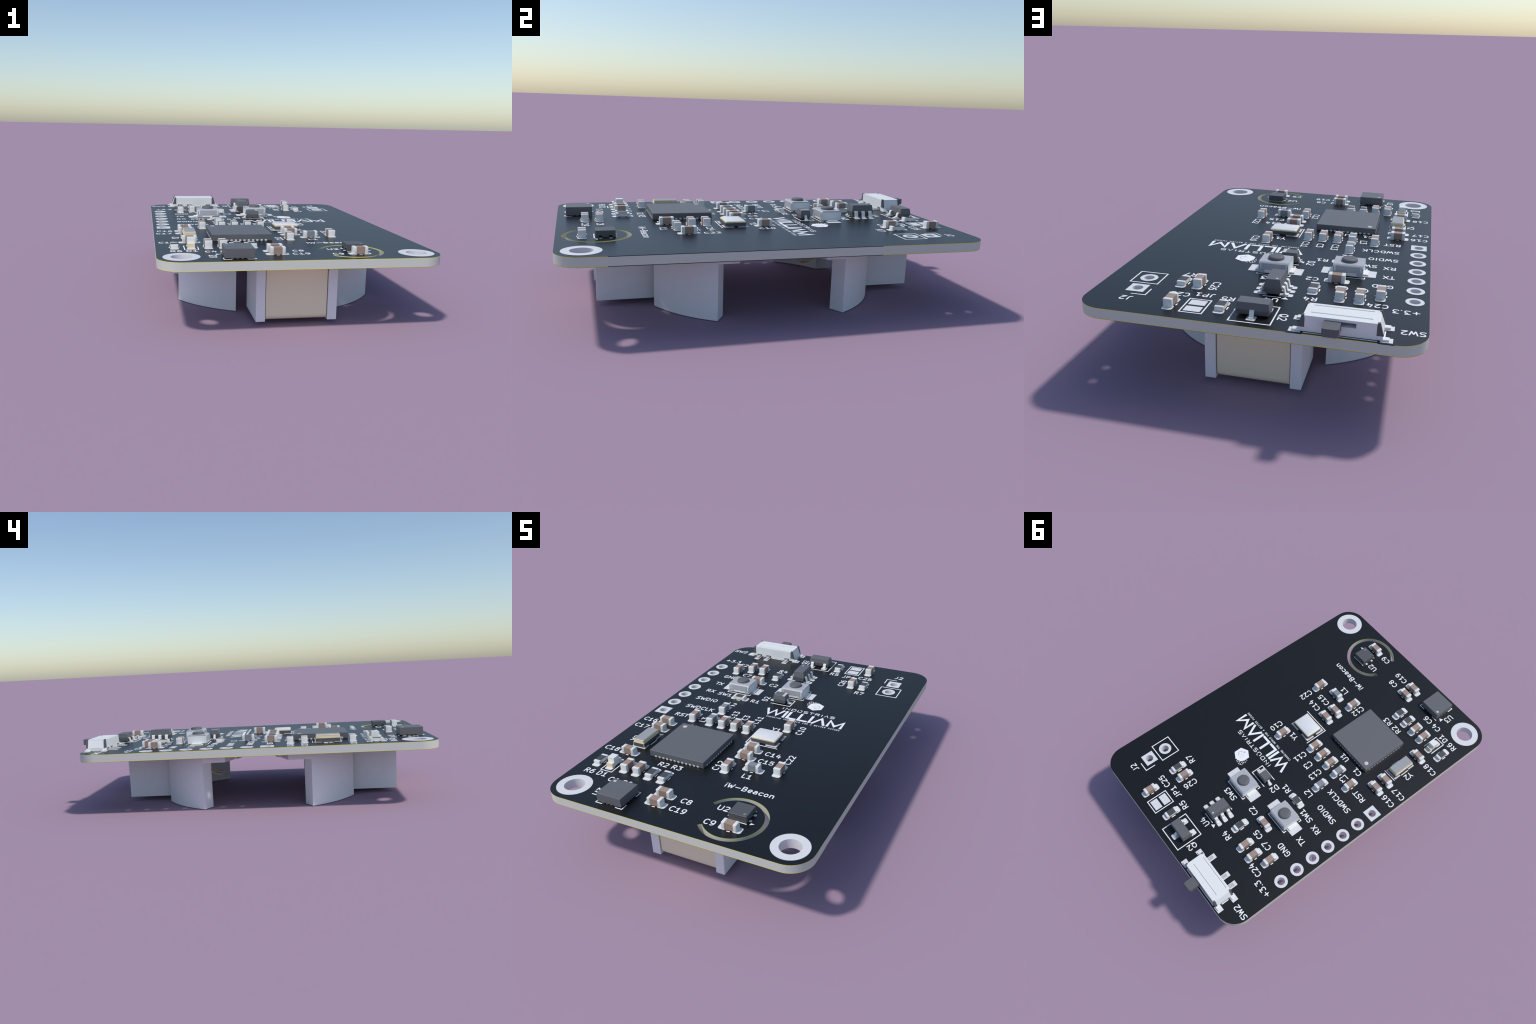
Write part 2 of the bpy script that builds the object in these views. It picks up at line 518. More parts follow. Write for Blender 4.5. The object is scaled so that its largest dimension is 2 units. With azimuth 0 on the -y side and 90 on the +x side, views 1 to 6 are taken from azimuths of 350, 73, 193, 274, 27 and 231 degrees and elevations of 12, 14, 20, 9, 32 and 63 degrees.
V, H = 90, 0
CAPS = [(6.22, 2.66, H), (-2.55, 4.72, H), (-2.56, 3.11, H), (6.25, 13.60, V), (1.51, 14.69, H), (1.51, 16.40, H), (0.75, 12.0, V),
        (-7.73, 7.60, V), (-9.33, 7.60, V), (-11.15, 10.35, H), (-1.20, 20.68, V), (-2.88, 20.67, V), (-4.58, 20.66, V),
        (3.20, 22.96, V), (-8.78, 20.75, V), (5.99, 37.65, V), (6.89, 42.50, V), (-6.25, 33.27, H), (-7.11, 37.0, V),
        (-8.87, 37.0, V), (-10.65, 35.77, V), (-11.23, 18.20, H), (-11.20, 16.40, H)]
INDS = [(3.50, 12.73, H), (-6.26, 20.67, V), (-6.34, 23.92, V)]
RESS = [(-4.46, 7.50, V), (-6.10, 7.50, V), (-12.98, 7.56, V), (7.58, 37.67, V), (2.44, 42.07, V), (-4.50, 35.95, V), (-6.19, 27.83, H)]


def place_chip(kind, x, y, rot):
    if kind == "resistor":
        o = collect("resistor", RES_BODY, None, root, P(x, y), rot)
        collect("resistor_film", RES_FILM, None, o)
        cap, px, pw, dash = RES_CAPS, 0.825, 0.80, DASH_R
    else:
        body, cap = CAPACITOR if kind == "capacitor" else INDUCTOR
        o = collect(kind, body, None, root, P(x, y), rot)
        px, pw, dash = 0.775, 0.90, DASH_C
        if kind == "inductor":
            px, pw, dash = 0.7875, 0.875, DASH_C
    for s in (0, 180):
        collect("end_cap", cap, None, o, (0, 0, 0), s)
    for s in (-1, 1):
        dx, dy = spin(s * px, 0, rot)
        pad(x + dx, y + dy, pw, 0.95, 0.23, rot)
    collect("printed_dash", dash, None, board, (x * S, y * S, 0), rot)


for c in CAPS:
    place_chip("capacitor", *c)
for c in INDS:
    place_chip("inductor", *c)
for c in RESS:
    place_chip("resistor", *c)


# ---- leadless chips ------------------------------------------------------------
def disc(r, z0, z1, n=24):
    bm = bmesh.new()
    add_prism(bm, [circle(0, 0, r, n)], z0, z1)
    return bm


def block(name, w, d, z0, z1, mat, bevel=0.02):
    bm = bmesh.new()
    add_box(bm, -w / 2, w / 2, -d / 2, d / 2, z0, z1, bevel, 1)
    return to_mesh(name, bm, mat)


# the controller: 7 mm square, 12 contacts a side
mcu = collect("microcontroller", block("microcontroller", 7.0, 7.0, 0.03, 0.80, EPOXY), None, root, P(-5.06, 14.22))
bm = bmesh.new()
for side in range(4):
    for i in range(12):
        u = -2.75 + 0.5 * i
        b2 = bmesh.new()
        add_box(b2, u - 0.125, u + 0.125, -3.51, -3.2, 0.03, 0.22)
        bmesh.ops.rotate(b2, verts=b2.verts, cent=(0, 0, 0), matrix=Matrix.Rotation(side * math.pi / 2, 3, "Z"))
        merge(bm, b2)
pins = collect("chip_contacts", to_mesh("chip_contacts", bm, TIN), None, mcu)
pins["kind"] = "stuff"
collect("pin_one_mark", to_mesh("pin_one_mark", disc(0.27, 0.79, 0.806), MARK), None, mcu, (-2.78 * S, 2.78 * S, 0))

# the motion sensor: 3 mm square
acc = collect("motion_sensor", block("motion_sensor", 2.98, 2.98, 0.09, 1.07, EPOXY), None, root, P(-6.78, 2.51))
collect("pin_one_mark", to_mesh("pin_one_mark", disc(0.17, 1.06, 1.076), MARK), None, acc, (-1.06 * S, 1.06 * S, 0))
bm = bmesh.new()
for side in range(4):
    for i in range(4):
        u = -0.75 + 0.5 * i
        b2 = bmesh.new()
        add_box(b2, u - 0.14, u + 0.14, -1.52, -1.2, 0.02, 0.09)
        bmesh.ops.rotate(b2, verts=b2.verts, cent=(0, 0, 0), matrix=Matrix.Rotation(side * math.pi / 2, 3, "Z"))
        merge(bm, b2)
o = collect("chip_contacts", to_mesh("chip_contacts", bm, EPOXY_DARK), None, acc)
o["kind"] = "stuff"
corner = [[(-1.61, -0.86), (-1.61, -1.61), (-0.86, -1.61)], [(1.61, -0.86), (1.61, -1.61), (0.86, -1.61)], [(1.61, 0.86), (1.61, 1.61), (0.86, 1.61)], [(-0.86, 1.61), (-1.6, 1.61)]]
printed(corner, loc=(-6.78, 2.51))

# the climate sensor: 2 mm square, four contacts left and right
hum = collect("climate_sensor", block("climate_sensor", 1.99, 1.99, 0.02, 0.76, EPOXY_DARK), None, root, P(6.27, 4.94))
collect("pin_one_mark", to_mesh("pin_one_mark", disc(0.15, 0.75, 0.766), MARK_DIM), None, hum, (0.62 * S, -0.63 * S, 0))
bm = bmesh.new()
for sx in (-1, 1):
    for sy in (-1, 1):
        add_box(bm, sx * 0.95 - 0.06, sx * 0.95 + 0.06, sy * 0.5 - 0.16, sy * 0.5 + 0.16, 0.03, 0.24)
        pad(6.27 + sx * 1.05, 4.94 + sy * 0.5, 0.5, 0.3, 0.08)
collect("contact_recess", to_mesh("contact_recess", bm, VOID), None, hum)
printed([[(-1.0, -1.11), (1.0, -1.11)], [(-1.0, 1.11), (1.0, 1.11)]], loc=(6.27, 4.94))


def arrow(pts):
    bm = bmesh.new()
    add_prism(bm, [pts], 0.002, 0.022)
    collect("printed_arrow", to_mesh("printed_arrow", bm, SILK), None, board)


arrow([(7.60, 3.82), (8.03, 4.10), (7.63, 4.16)])
arrow([(-8.46, 3.49), (-8.93, 3.80), (-8.93, 3.18)])
arrow([(-2.38, 38.42), (-2.06, 38.86), (-2.70, 38.86)])

# ---- crystals -------------------------------------------------------------------
x, y = 1.9, 19.48
cry = bmesh.new()
add_prism(cry, [round_rect(0, 0, 3.2, 2.5, 0.22)], 0.06, 0.44)
cry = collect("crystal", to_mesh("crystal_base", cry, EPOXY_DARK, 35), None, root, P(x, y))
bm = bmesh.new()
a, b, c = round_rect(0, 0, 3.10, 2.38, 0.20), round_rect(0, 0, 3.06, 2.34, 0.20), round_rect(0, 0, 2.96, 2.24, 0.18)
add_loft(bm, [[(*p, 0.44) for p in a], [(*p, 0.58) for p in a], [(*p, 0.63) for p in c]])
collect("gold_rim", to_mesh("gold_rim", bm, GOLD, 30), None, cry)
bm = bmesh.new()
a, c = round_rect(0, 0, 2.94, 2.22, 0.18), round_rect(0, 0, 2.84, 2.12, 0.16)
add_loft(bm, [[(*p, 0.62) for p in a], [(*p, 0.64) for p in a], [(*p, 0.67) for p in c]])
collect("crystal_lid", to_mesh("crystal_lid", bm, LID, 30), None, cry)
for sx in (-1, 1):
    for sy in (-1, 1):
        pad(x + sx * 1.1, y + sy * 0.85, 1.4, 1.2)
printed([[(2.02, -1.66), (-2.0, -1.66), (-2.0, 1.66)]], loc=(x, y))

x, y = -10.95, 13.43
bm = bmesh.new()
add_box(bm, -0.75, 0.75, -1.6, 1.6, 0.04, 0.46)
cry2 = collect("crystal", to_mesh("slim_crystal_base", bm, EPOXY_DARK), None, root, P(x, y))
bm = bmesh.new()
for sx in (-1, 1):
    for sy in (-1, 1):
        add_box(bm, sx * 0.72 - 0.035, sx * 0.72 + 0.035, sy * 1.57 - 0.035, sy * 1.57 + 0.035, 0.03, 0.46)
add_box(bm, -0.73, 0.73, -1.57, 1.57, 0.46, 0.60, 0.02, 1)
add_box(bm, -0.69, 0.69, -1.52, 1.52, 0.60, 0.73, 0.03, 1)
add_box(bm, -0.67, 0.67, -1.50, 1.50, 0.73, 0.94, 0.04, 1)
collect("gold_rim", to_mesh("gold_step", bm, GOLD), None, cry2)
bm = bmesh.new()
add_prism(bm, [round_rect(0, 0, 1.26, 2.92, 0.06)], 0.93, 0.955)
collect("crystal_lid", to_mesh("slim_lid", bm, LID_GREY), None, cry2)
for s in (-1, 1):
    pad(x, y + s * 1.25, 1.8, 1.0)
printed([[(-0.92, -0.6), (-0.92, 0.6)], [(0.95, -0.6), (0.95, 0.6)], [(-0.9, 1.93), (0.95, 1.93)]], loc=(x, y))

# ---- indicator light ---------------------------------------------------------------
x, y = -11.20, 7.58
bm = bmesh.new()
add_box(bm, -0.40, 0.40, -0.78, 0.78, 0.05, 0.50)
led = collect("indicator_light", to_mesh("indicator_light", bm, LENS), None, root, P(x, y))
bm = bmesh.new()
prof = [(-0.46, 0.45), (0.46, 0.45), (0.43, 1.09), (-0.43, 1.09)]
add_loft(bm, [[(-0.41, u, z) for u, z in prof], [(0.41, u, z) for u, z in prof]])
collect("light_lens", to_mesh("light_lens", bm, LENS), None, led)
bm = bmesh.new()
for s in (-1, 1):
    a, b = sorted((s * 0.44, s * 0.81))
    add_box(bm, -0.39, 0.39, a, b, 0.49, 0.535)
    a, b = sorted((s * 0.77, s * 0.815))
    add_box(bm, -0.395, 0.395, a, b, 0.03, 0.53)
collect("light_terminal", to_mesh("light_terminal", bm, GOLD), None, led)
for s in (-1, 1):
    pad(x, y + s * 0.7875, 0.95, 0.875, 0.23)
printed([[(0.735, 0.8), (0.735, -1.485), (-0.735, -1.485), (-0.735, 0.8)]], loc=(x, y))

# ---- push buttons ----------------------------------------------------------------------
bm = bmesh.new()
add_box(bm, -1.48, 1.48, -1.26, 1.26, 0.08, 1.14, 0.03, 1)
BTN_BASE = to_mesh("button_base", bm, WHITE)
bm = bmesh.new()
prof = [(-1.30, 0.55), (-1.30, 1.05), (-1.25, 1.14), (-1.12, 1.235), (1.12, 1.235), (1.25, 1.14), (1.30, 1.05), (1.30, 0.55)]
inner = [(1.27, 0.55), (1.27, 1.03), (1.10, 1.19), (-1.10, 1.19), (-1.27, 1.03), (-1.27, 0.55)]
# top sheet folded down over the front and back
add_loft(bm, [[(-1.49, u, z) for u, z in prof[2:6]], [(1.49, u, z) for u, z in prof[2:6]]])
for s in (-1, 1):
    # upper apron, then two side legs that leave a window onto the base
    y0, y1 = sorted((s * 1.27, s * 1.305))
    add_box(bm, -1.18, 1.18, y0, y1, 0.45, 1.10)
    for q in (-1, 1):
        x0, x1 = sorted((q * 0.90, q * 1.47))
        add_box(bm, x0, x1, y0, y1, 0.08, 0.50)
        x0, x1 = sorted((q * 1.36, q * 1.47))
        add_box(bm, x0, x1, y0, y1, 0.50, 0.98)
BTN_COVER = to_mesh("button_cover", bm, COVER)
bm = bmesh.new()
rings = []
for r, z in ((0.80, 1.10), (0.80, 1.36), (0.785, 1.44), (0.74, 1.50), (0.66, 1.54), (0.50, 1.555), (0.25, 1.56)):
    rings.append([(px, py, z) for px, py in circle(0, 0, r, 40)])
add_loft(bm, rings)
BTN_CAP = to_mesh("button_plunger", bm, RUBBER, 40)
bm = bmesh.new()
for s in (-1, 1):
    pth = [(s * 1.40, 0.16), (s * 1.98, 0.12)]
    add_strip(bm, pth, 1.30, 0.10, "x", 0.0)
BTN_LEG = to_mesh("button_leg", bm, TIN)
for x, y in ((0.02, 31.98), (-7.09, 30.56)):
    b = collect("push_button", BTN_BASE, None, root, P(x, y))
    collect("button_cover", BTN_COVER, None, b)
    collect("button_plunger", BTN_CAP, None, b)
    collect("button_leg", BTN_LEG, None, b)
    for s in (-1, 1):
        pad(x + s * 2.03, y, 1.35, 1.70)
    sq = [[(-1.40, s * 1.43), (-1.66, s * 1.43), (-1.66, s * 1.13)] for s in (1,)]
    sq = [[(-1.66, -1.10), (-1.66, -1.43), (1.66, -1.43), (1.66, -1.10)], [(-1.66, 1.10), (-1.66, 1.43), (1.66, 1.43), (1.66, 1.10)]]
    printed(sq, loc=(x, y))


# ---- moulded parts with bent leads --------------------------------------------------------
def moulded(name, w, d, z0, zm, z1, draft, mat):
    """Parting line at zm; both halves taper away from it."""
    bm = bmesh.new()
    rings = []
    for z, k in ((z0, draft), (zm - 0.03, 0), (zm + 0.03, 0), (z1, draft)):
        rings.append([(px, py, z) for px, py in rect(0, 0, w - 2 * k, d - 2 * k)])
    add_loft(bm, rings)
    bmesh.ops.bevel(bm, geom=list(bm.edges), offset=0.015, segments=1, affect="EDGES")
    return to_mesh(name, bm, mat)


def gull(bm, x_body, x_foot, y, w, h_exit, t=0.13, out=0.22):
    s = 1 if x_foot > x_body else -1
    k = x_body + s * out
    pth = bend([(x_body - s * 0.1, h_exit), (k, h_exit), (k + s * 0.12, 0.03 + t / 2), (x_foot, 0.03 + t / 2)], 0.13)
    add_strip(bm, pth, w, t, "x", y)


# six-lead regulator
x, y = -1.13, 36.98
reg = collect("voltage_regulator", moulded("voltage_regulator", 1.62, 2.92, 0.15, 0.75, 1.57, 0.15, EPOXY), None, root, P(x, y))
bm = bmesh.new()
for s in (-1, 1):
    for i in (-1, 0, 1):
        gull(bm, s * 0.75, s * 1.42, i * 0.95, 0.42, 0.78)
        pad(x + s * 1.1875, y + i * 0.95, 1.27, 0.60, 0.16)
collect("lead", to_mesh("six_leads", bm, TIN, 35), None, reg)
collect("pin_one_mark", to_mesh("pin_one_mark", disc(0.12, 1.56, 1.577), MARK), None, reg, (-0.33 * S, 0.98 * S, 0))
printed([[(-0.8, 1.56), (0.8, 1.56)], [(-0.8, -1.56), (0.8, -1.56)]], loc=(x, y))

# three-lead transistor, lying across the board near its back edge
x, y = -0.57, 42.42
tr = collect("transistor", moulded("transistor", 1.42, 2.95, 0.14, 0.62, 1.24, 0.10, EPOXY), None, root, P(x, y), 90)
bm = bmesh.new()
for u, v in ((-1, -0.95), (-1, 0.95), (1, 0)):
    gull(bm, u * 0.68, u * 1.22, v, 0.40, 0.60, 0.12, 0.16)
    dx, dy = spin(u * 1.0, v, 90)
    pad(x + dx, y + dy, 0.9, 0.8, 0.16, 90)
collect("lead", to_mesh("three_leads", bm, TIN, 35), None, tr)
bm = disc(0.06, 1.23, 1.246, 16)
collect("pin_one_mark", to_mesh("pin_one_mark", bm, MARK_DIM), None, tr, (-0.40 * S, 1.20 * S, 0))
printed([rect(0, 0, 3.60, 3.60)], loc=(x, y + 0.03), closed=True)

# two-lead diode
x, y = -0.80, 29.14
di = collect("diode", moulded("diode", 1.72, 1.28, 0.06, 0.58, 1.14, 0.10, EPOXY), None, root, P(x, y))
bm = bmesh.new()
add_box(bm, 0.40, 0.765, -0.545, 0.545, 1.12, 1.148)
collect("cathode_band", to_mesh("cathode_band", bm, BAND), None, di)
bm = bmesh.new()
for s in (-1, 1):
    gull(bm, s * 0.82, s * 1.26, 0, 0.30, 0.48, 0.11, 0.09)
    pad(x + s * 1.18, y, 0.6, 0.45, 0.1)
collect("lead", to_mesh("two_leads", bm, TIN, 35), None, di)
printed([[(-1.05, -0.86), (1.62, -0.86), (1.62, 0.86), (-1.05, 0.86)]], loc=(x, y))

# ---- slide switch -------------------------------------------------------------------------
x, y = -8.11, 43.38          # middle of the housing
bm = bmesh.new()
D0, D1 = -1.32, 1.24
for sx in (-1, 1):
    a, b = sorted((sx * 2.86, sx * 3.36))
    add_box(bm, a, b, D0, D1, 0.05, 0.42)
    a, b, c = sx * 2.80, sx * 3.36, sx * 3.04
    prof = [(a, 0.42), (b, 0.42), (c, 1.33), (a, 1.33)]
    add_loft(bm, [[(u, D0 + 0.23, z) for u, z in prof], [(u, D1 - 0.23, z) for u, z in prof]])
# main housing, with the lever window left open in its back wall
LW0, LW1, LZ0, LZ1 = -1.25, 1.28, 0.82, 1.23
yb0, yb1 = D1 - 0.45, D1
add_box(bm, -2.855, 2.855, D0, yb0, 0.05, 1.33)
add_box(bm, -2.855, LW0, yb0, yb1, 0.05, 1.33)
add_box(bm, LW1, 2.855, yb0, yb1, 0.05, 1.33)
add_box(bm, LW0, LW1, yb0, yb1, 0.05, LZ0)
add_box(bm, LW0, LW1, yb0, yb1, LZ1, 1.33)
sw = collect("slide_switch", to_mesh("slide_switch", bm, WHITE), None, root, P(x, y))
bm = bmesh.new()
ya, yb = 42.43 - y, 43.87 - y
gx0, gx1 = -2.46, 2.46
for a, b in ((D0 + 0.008, ya - 0.075), (ya + 0.075, yb - 0.075), (yb + 0.075, D1 - 0.008)):
    add_box(bm, gx0, gx1, a, b, 1.325, 1.435)
add_box(bm, -3.0, gx0 - 0.001, D0 + 0.008, D1 - 0.008, 1.325, 1.436)
add_box(bm, gx1 + 0.001, 3.0, D0 + 0.008, D1 - 0.008, 1.325, 1.436)
collect("switch_lid", to_mesh("switch_lid", bm, WHITE), None, sw)
bm = bmesh.new()
for sx in (-1, 1):
    for a, b in ((D0 - 0.005, D0 + 0.22), (D1 - 0.22, D1 + 0.005)):
        pr = [(sx * 2.85, 0.42), (sx * 3.40, 0.42), (sx * 3.10, 1.50), (sx * 2.90, 1.50)]
        add_loft(bm, [[(u, a, z) for u, z in pr], [(u, b, z) for u, z in pr]])
collect("switch_insert", to_mesh("switch_insert", bm, FIN), None, sw)
bm = bmesh.new()
tip = 46.136 - y
lx0, lx1 = -0.08, 1.27
pl = [(lx0, yb0 - 0.1), (lx1, yb0 - 0.1), (lx1, tip - 0.13), (lx1 - 0.15, tip), (lx0 + 0.22, tip), (lx0, tip - 0.13)]
add_prism(bm, [pl], 0.52, 1.22)
collect("switch_lever", to_mesh("switch_lever", bm, LEVER), None, sw)
bm = bmesh.new()
add_box(bm, LW0, LW1, yb0 - 0.02, yb0 + 0.005, LZ0, LZ1)
collect("lever_window_grey_plate", to_mesh("lever_window_grey_plate", bm, FERRITE), None, sw)
bm = bmesh.new()
for px in (-2.25, -0.75, 2.25):
    pth = bend([(D0 + 0.05, 0.13), (D0 - 0.25, 0.125), (D0 - 0.88, 0.10)], 0.1)
    add_strip(bm, pth, 0.40, 0.13, "y", px)
    pad(x + px, 41.57, 0.70, 1.50)
collect("switch_pin", to_mesh("switch_pins", bm, STEEL, 35), None, sw)
bm = bmesh.new()
for px in (-2.25, -0.75, 2.25):
    add_box(bm, px - 0.38, px + 0.38, D0 - 0.004, D0 + 0.1, 0.03, 0.35)
collect("pin_recess", to_mesh("pin_recess", bm, FIN), None, sw)
bm = bmesh.new()
for sx in (-1, 1):
    for yy in (42.22, 44.43):
        a, b = sorted((sx * 3.30, sx * 3.86))
        add_box(bm, a, b, yy - y - 0.26, yy - y + 0.26, 0.04, 0.20, 0.02, 1)
        pad(x + sx * 3.65, yy, 1.0, 0.80)
collect("switch_foot", to_mesh("switch_foot", bm, WHITE), None, sw)
printed([[(-3.45, 42.87 - y), (-3.45, 43.78 - y)], [(3.45, 42.87 - y), (3.45, 43.78 - y)], [(-2.9, D1 + 0.12), (2.9, D1 + 0.12)],
         [(-1.45, D0 - 0.08), (-1.55, D0 - 0.08)], [(0.0 - 0.2, D0 - 0.08), (1.7, D0 - 0.08)]], loc=(x, y))

# ---- solder jumper and pin header prints -------------------------------------------------------
for yy in (41.68, 42.98):
    pad(4.71, yy, 1.50, 1.00)
printed([rect(4.71, 42.33, 2.0, 2.8)], closed=True)
printed([rect(11.17, 37.40, 2.72, 2.62)], closed=True)
printed([[(11.17, 41.33), (9.84, 41.33), (9.84, 39.97)]])

# ---- lettering ------------------------------------------------------------------------------------
LABELS = [("C9", 3.90, 2.69, 0), ("U2", 4.05, 5.22, 0), ("C19", 0.02, 3.10, 0), ("C8", 0.04, 4.69, 0), ("C12", -0.47, 12.01, 90),
          ("C22", 6.28, 16.18, 90), ("C15", 4.04, 14.73, 0), ("C14", 4.13, 16.39, 0), ("L1", 3.47, 11.30, 0), ("R3", -4.37, 9.75, 0),
          ("R2", -6.08, 9.71, 0), ("C6", -7.66, 4.99, 0), ("C4", -9.29, 4.97, 0), ("D1", -11.20, 5.46, 0), ("R6", -12.87, 5.44, 0),
          ("U3", -9.33, 2.50, 90), ("Y1", 1.88, 21.97, 0), ("C11", -1.24, 23.27, 90), ("C3", -2.92, 23.22, 90), ("C13", -4.62, 23.35, 90),
          ("L3", -7.51, 20.70, 90), ("U1", -5.06, 18.49, 0), ("C1", -7.82, 18.56, 0), ("C10", 4.72, 22.85, 90), ("D2", -2.96, 29.11, 90),
          ("R1", -3.94, 27.83, 0), ("L2", -6.30, 25.91, 0), ("SW3", -0.03, 34.26, 0), ("C16", -13.66, 18.17, 0), ("C17", -13.77, 16.40, 0),
          ("C18", -13.64, 10.42, 0), ("Y2", -12.57, 13.39, 90), ("J2", 11.22, 42.32, 0), ("R7", 7.68, 35.55, 0), ("C26", 4.52, 37.67, 90),
          ("C25", 6.95, 40.27, 0), ("JP1", 4.69, 39.90, 0), ("R5", 2.46, 40.13, 0), ("U4", -1.22, 39.25, 0), ("C2", -3.87, 33.29, 0),
          ("R4", -4.54, 38.13, 0), ("C5", -6.93, 34.82, 0), ("C7", -8.81, 34.89, 0), ("C24", -10.52, 38.00, 0), ("SW1", -8.68, 28.22, 0),
          ("SW2", -13.78, 42.60, 0), ("Q2", -3.06, 42.50, 90), ("GND", -10.62, 33.41, 0), ("+3.3", -13.04, 38.72, 0), ("TX", -11.05, 30.95, 0),
          ("RX", -10.96, 28.43, 0), ("SWDIO", -10.14, 25.94, 0), ("SWDCLK", -9.68, 23.38, 0), ("RST", -10.75, 20.80, 0), ("iW-Beacon", 4.95, 9.06, 0)]


def label(text, x, y, rot, size=0.70, w=0.126, **k):
    bm = bmesh.new()
    add_text(bm, text, size, w, **k)
    collect("printed_label", to_mesh("printed_label", bm, SILK), None, board, (x * S, y * S, 0), rot)


for t in LABELS:
    label(*t)
label("CHANGING THE WORLD FOR A BETTER FUTURE", 4.05, 24.77, 0, size=0.255, w=0.043, cell=0.2585, xs=0.92)

# maker's wordmark: broad slanting capitals
bm = bmesh.new()
lo, hi = 25.30, 26.96
big = [[(-1.50, 26.92), (-0.86, 25.42), (-0.32, 26.78), (0.20, 25.42), (0.80, 26.96)], [(1.20, hi), (1.20, 25.14)], [(1.70, hi), (1.70, lo), (2.92, lo)],
       [(3.20, hi), (3.20, lo), (4.44, lo)], [(4.70, hi), (4.70, 25.14)], [(5.08, 25.14), (5.92, 26.74), (6.68, 25.14)],
       [(7.09, 25.14), (7.09, 26.72), (7.95, 25.46), (8.80, 26.72), (8.80, 25.14)]]
for i, l in enumerate(big):
    add_stroke(bm, l, 0.33, PRINT_H + 0.0005 * i, z0=0.004, butt=True, limit=1.9)
collect("printed_wordmark", to_mesh("printed_wordmark", bm, SILK), None, board)

# smaller squared capitals above it
bm = bmesh.new()
w2, h2 = 0.255, 0.255
SQ = {"I": [[(0, -h2), (0, h2)]], "N": [[(-w2, -h2), (-w2, h2), (w2, -h2), (w2, h2)]],
      "D": [[(-w2, -h2), (-w2, h2), (w2 - 0.1, h2), (w2, h2 - 0.1), (w2, -h2 + 0.1), (w2 - 0.1, -h2), (-w2, -h2)]],
      "U": [[(-w2, h2 - 0.05), (-w2, -h2 + 0.1), (-w2 + 0.1, -h2), (w2 - 0.1, -h2), (w2, -h2 + 0.1), (w2, h2 - 0.05)], [(-0.03, h2 + 0.02), (0.15, h2 + 0.1)]],
      "S": [[(w2, h2), (-w2 + 0.08, h2), (-w2, h2 - 0.08), (-w2, 0.08), (-w2 + 0.08, 0.0), (w2 - 0.08, 0.0), (w2, -0.08), (w2, -h2 + 0.08), (w2 - 0.08, -h2), (-w2, -h2)]],
      "T": [[(-w2 - 0.03, h2), (w2 + 0.03, h2)], [(0, h2), (0, -h2)]],
      "R": [[(-w2, -h2), (-w2, h2), (w2 - 0.1, h2), (w2, h2 - 0.1), (w2, 0.08), (w2 - 0.1, 0), (-w2, 0)], [(0.0, 0), (w2, -h2)]],
      "V": [[(-w2, -h2), (0, h2 - 0.03), (w2, -h2)]]}
for ch, cx in zip("INDUSTRIVS", (0.28, 0.92, 1.75, 2.57, 3.38, 4.17, 4.96, 5.58, 6.20, 6.97)):
    for i, l in enumerate(SQ[ch]):
        add_stroke(bm, [(cx + u, 27.53 + v) for u, v in l], 0.098, PRINT_H + 0.0005 * i, z0=0.004, butt=True, limit=1.5)
collect("printed_wordmark", to_mesh("printed_wordmark", bm, SILK), None, board)

# emblem: a hexagon that crumbles into dots at one corner
bm = bmesh.new()
hexa = [(3.93, 28.42), (4.88, 28.96), (4.87, 30.06), (3.94, 30.58), (3.72, 30.47), (3.55, 30.52), (3.42, 30.33), (3.22, 30.36), (3.16, 30.12),
        (3.02, 30.10), (3.06, 29.88), (2.93, 29.80), (2.99, 29.60), (2.92, 29.48), (2.98, 29.30), (2.97, 28.97)]
add_prism(bm, [hexa], 0.002, 0.02)
collect("printed_emblem", to_mesh("printed_emblem", bm, SILK), None, board)
bm = bmesh.new()
dots = [(3.22, 30.48, .085), (2.97, 30.23, .06), (2.87, 30.56, .10), (3.06, 30.70, .06), (2.70, 30.23, .065), (2.65, 30.44, .06), (2.82, 30.08, .075),
        (2.74, 29.79, .055), (2.65, 29.89, .06), (2.74, 29.53, .055), (3.61, 30.66, .05), (3.40, 30.66, .06)]
for x, y, r in dots:
    add_prism(bm, [circle(x, y, r, 12)], 0.002, 0.019)
o = collect("printed_emblem_dots", to_mesh("printed_emblem_dots", bm, SILK), None, board)
o["kind"] = "stuff"
bm = bmesh.new()
add_stroke(bm, [(4.19, 29.92), (4.38, 29.76), (4.50, 29.55), (4.45, 29.33), (4.25, 29.18), (4.04, 29.10)], 0.05, 0.006, z0=0.019)
add_stroke(bm, [(4.04, 29.10), (4.06, 28.88)], 0.06, 0.0065, z0=0.019)
add_stroke(bm, [(4.06, 29.10), (3.95, 28.98), (3.92, 28.86)], 0.04, 0.006, z0=0.019)
collect("emblem_line", to_mesh("emblem_line", bm, FERRITE), None, board)
bm = bmesh.new()
for i in range(46):
    a, r = random.uniform(0, math.tau), 0.42 * math.sqrt(random.random())
    px, py = 3.95 + r * math.cos(a), 29.62 + 0.95 * r * math.sin(a)
    q = random.uniform(0.010, 0.022)
    add_prism(bm, [circle(px, py, q, 6, a)], 0.019, 0.0215 + 0.0001 * i)
o = collect("emblem_specks", to_mesh("emblem_specks", bm, FERRITE), None, board)
o["kind"] = "stuff"

# ---- coin cell holder ------------------------------------------------------------------------------
HX, HY, RO, RI = -0.10, 22.54, 13.87, 12.10
TOP, PLATE, END, LOW = -1.0, -2.03, -7.55, -8.05
holder = bpy.data.objects.new("battery_holder", None)


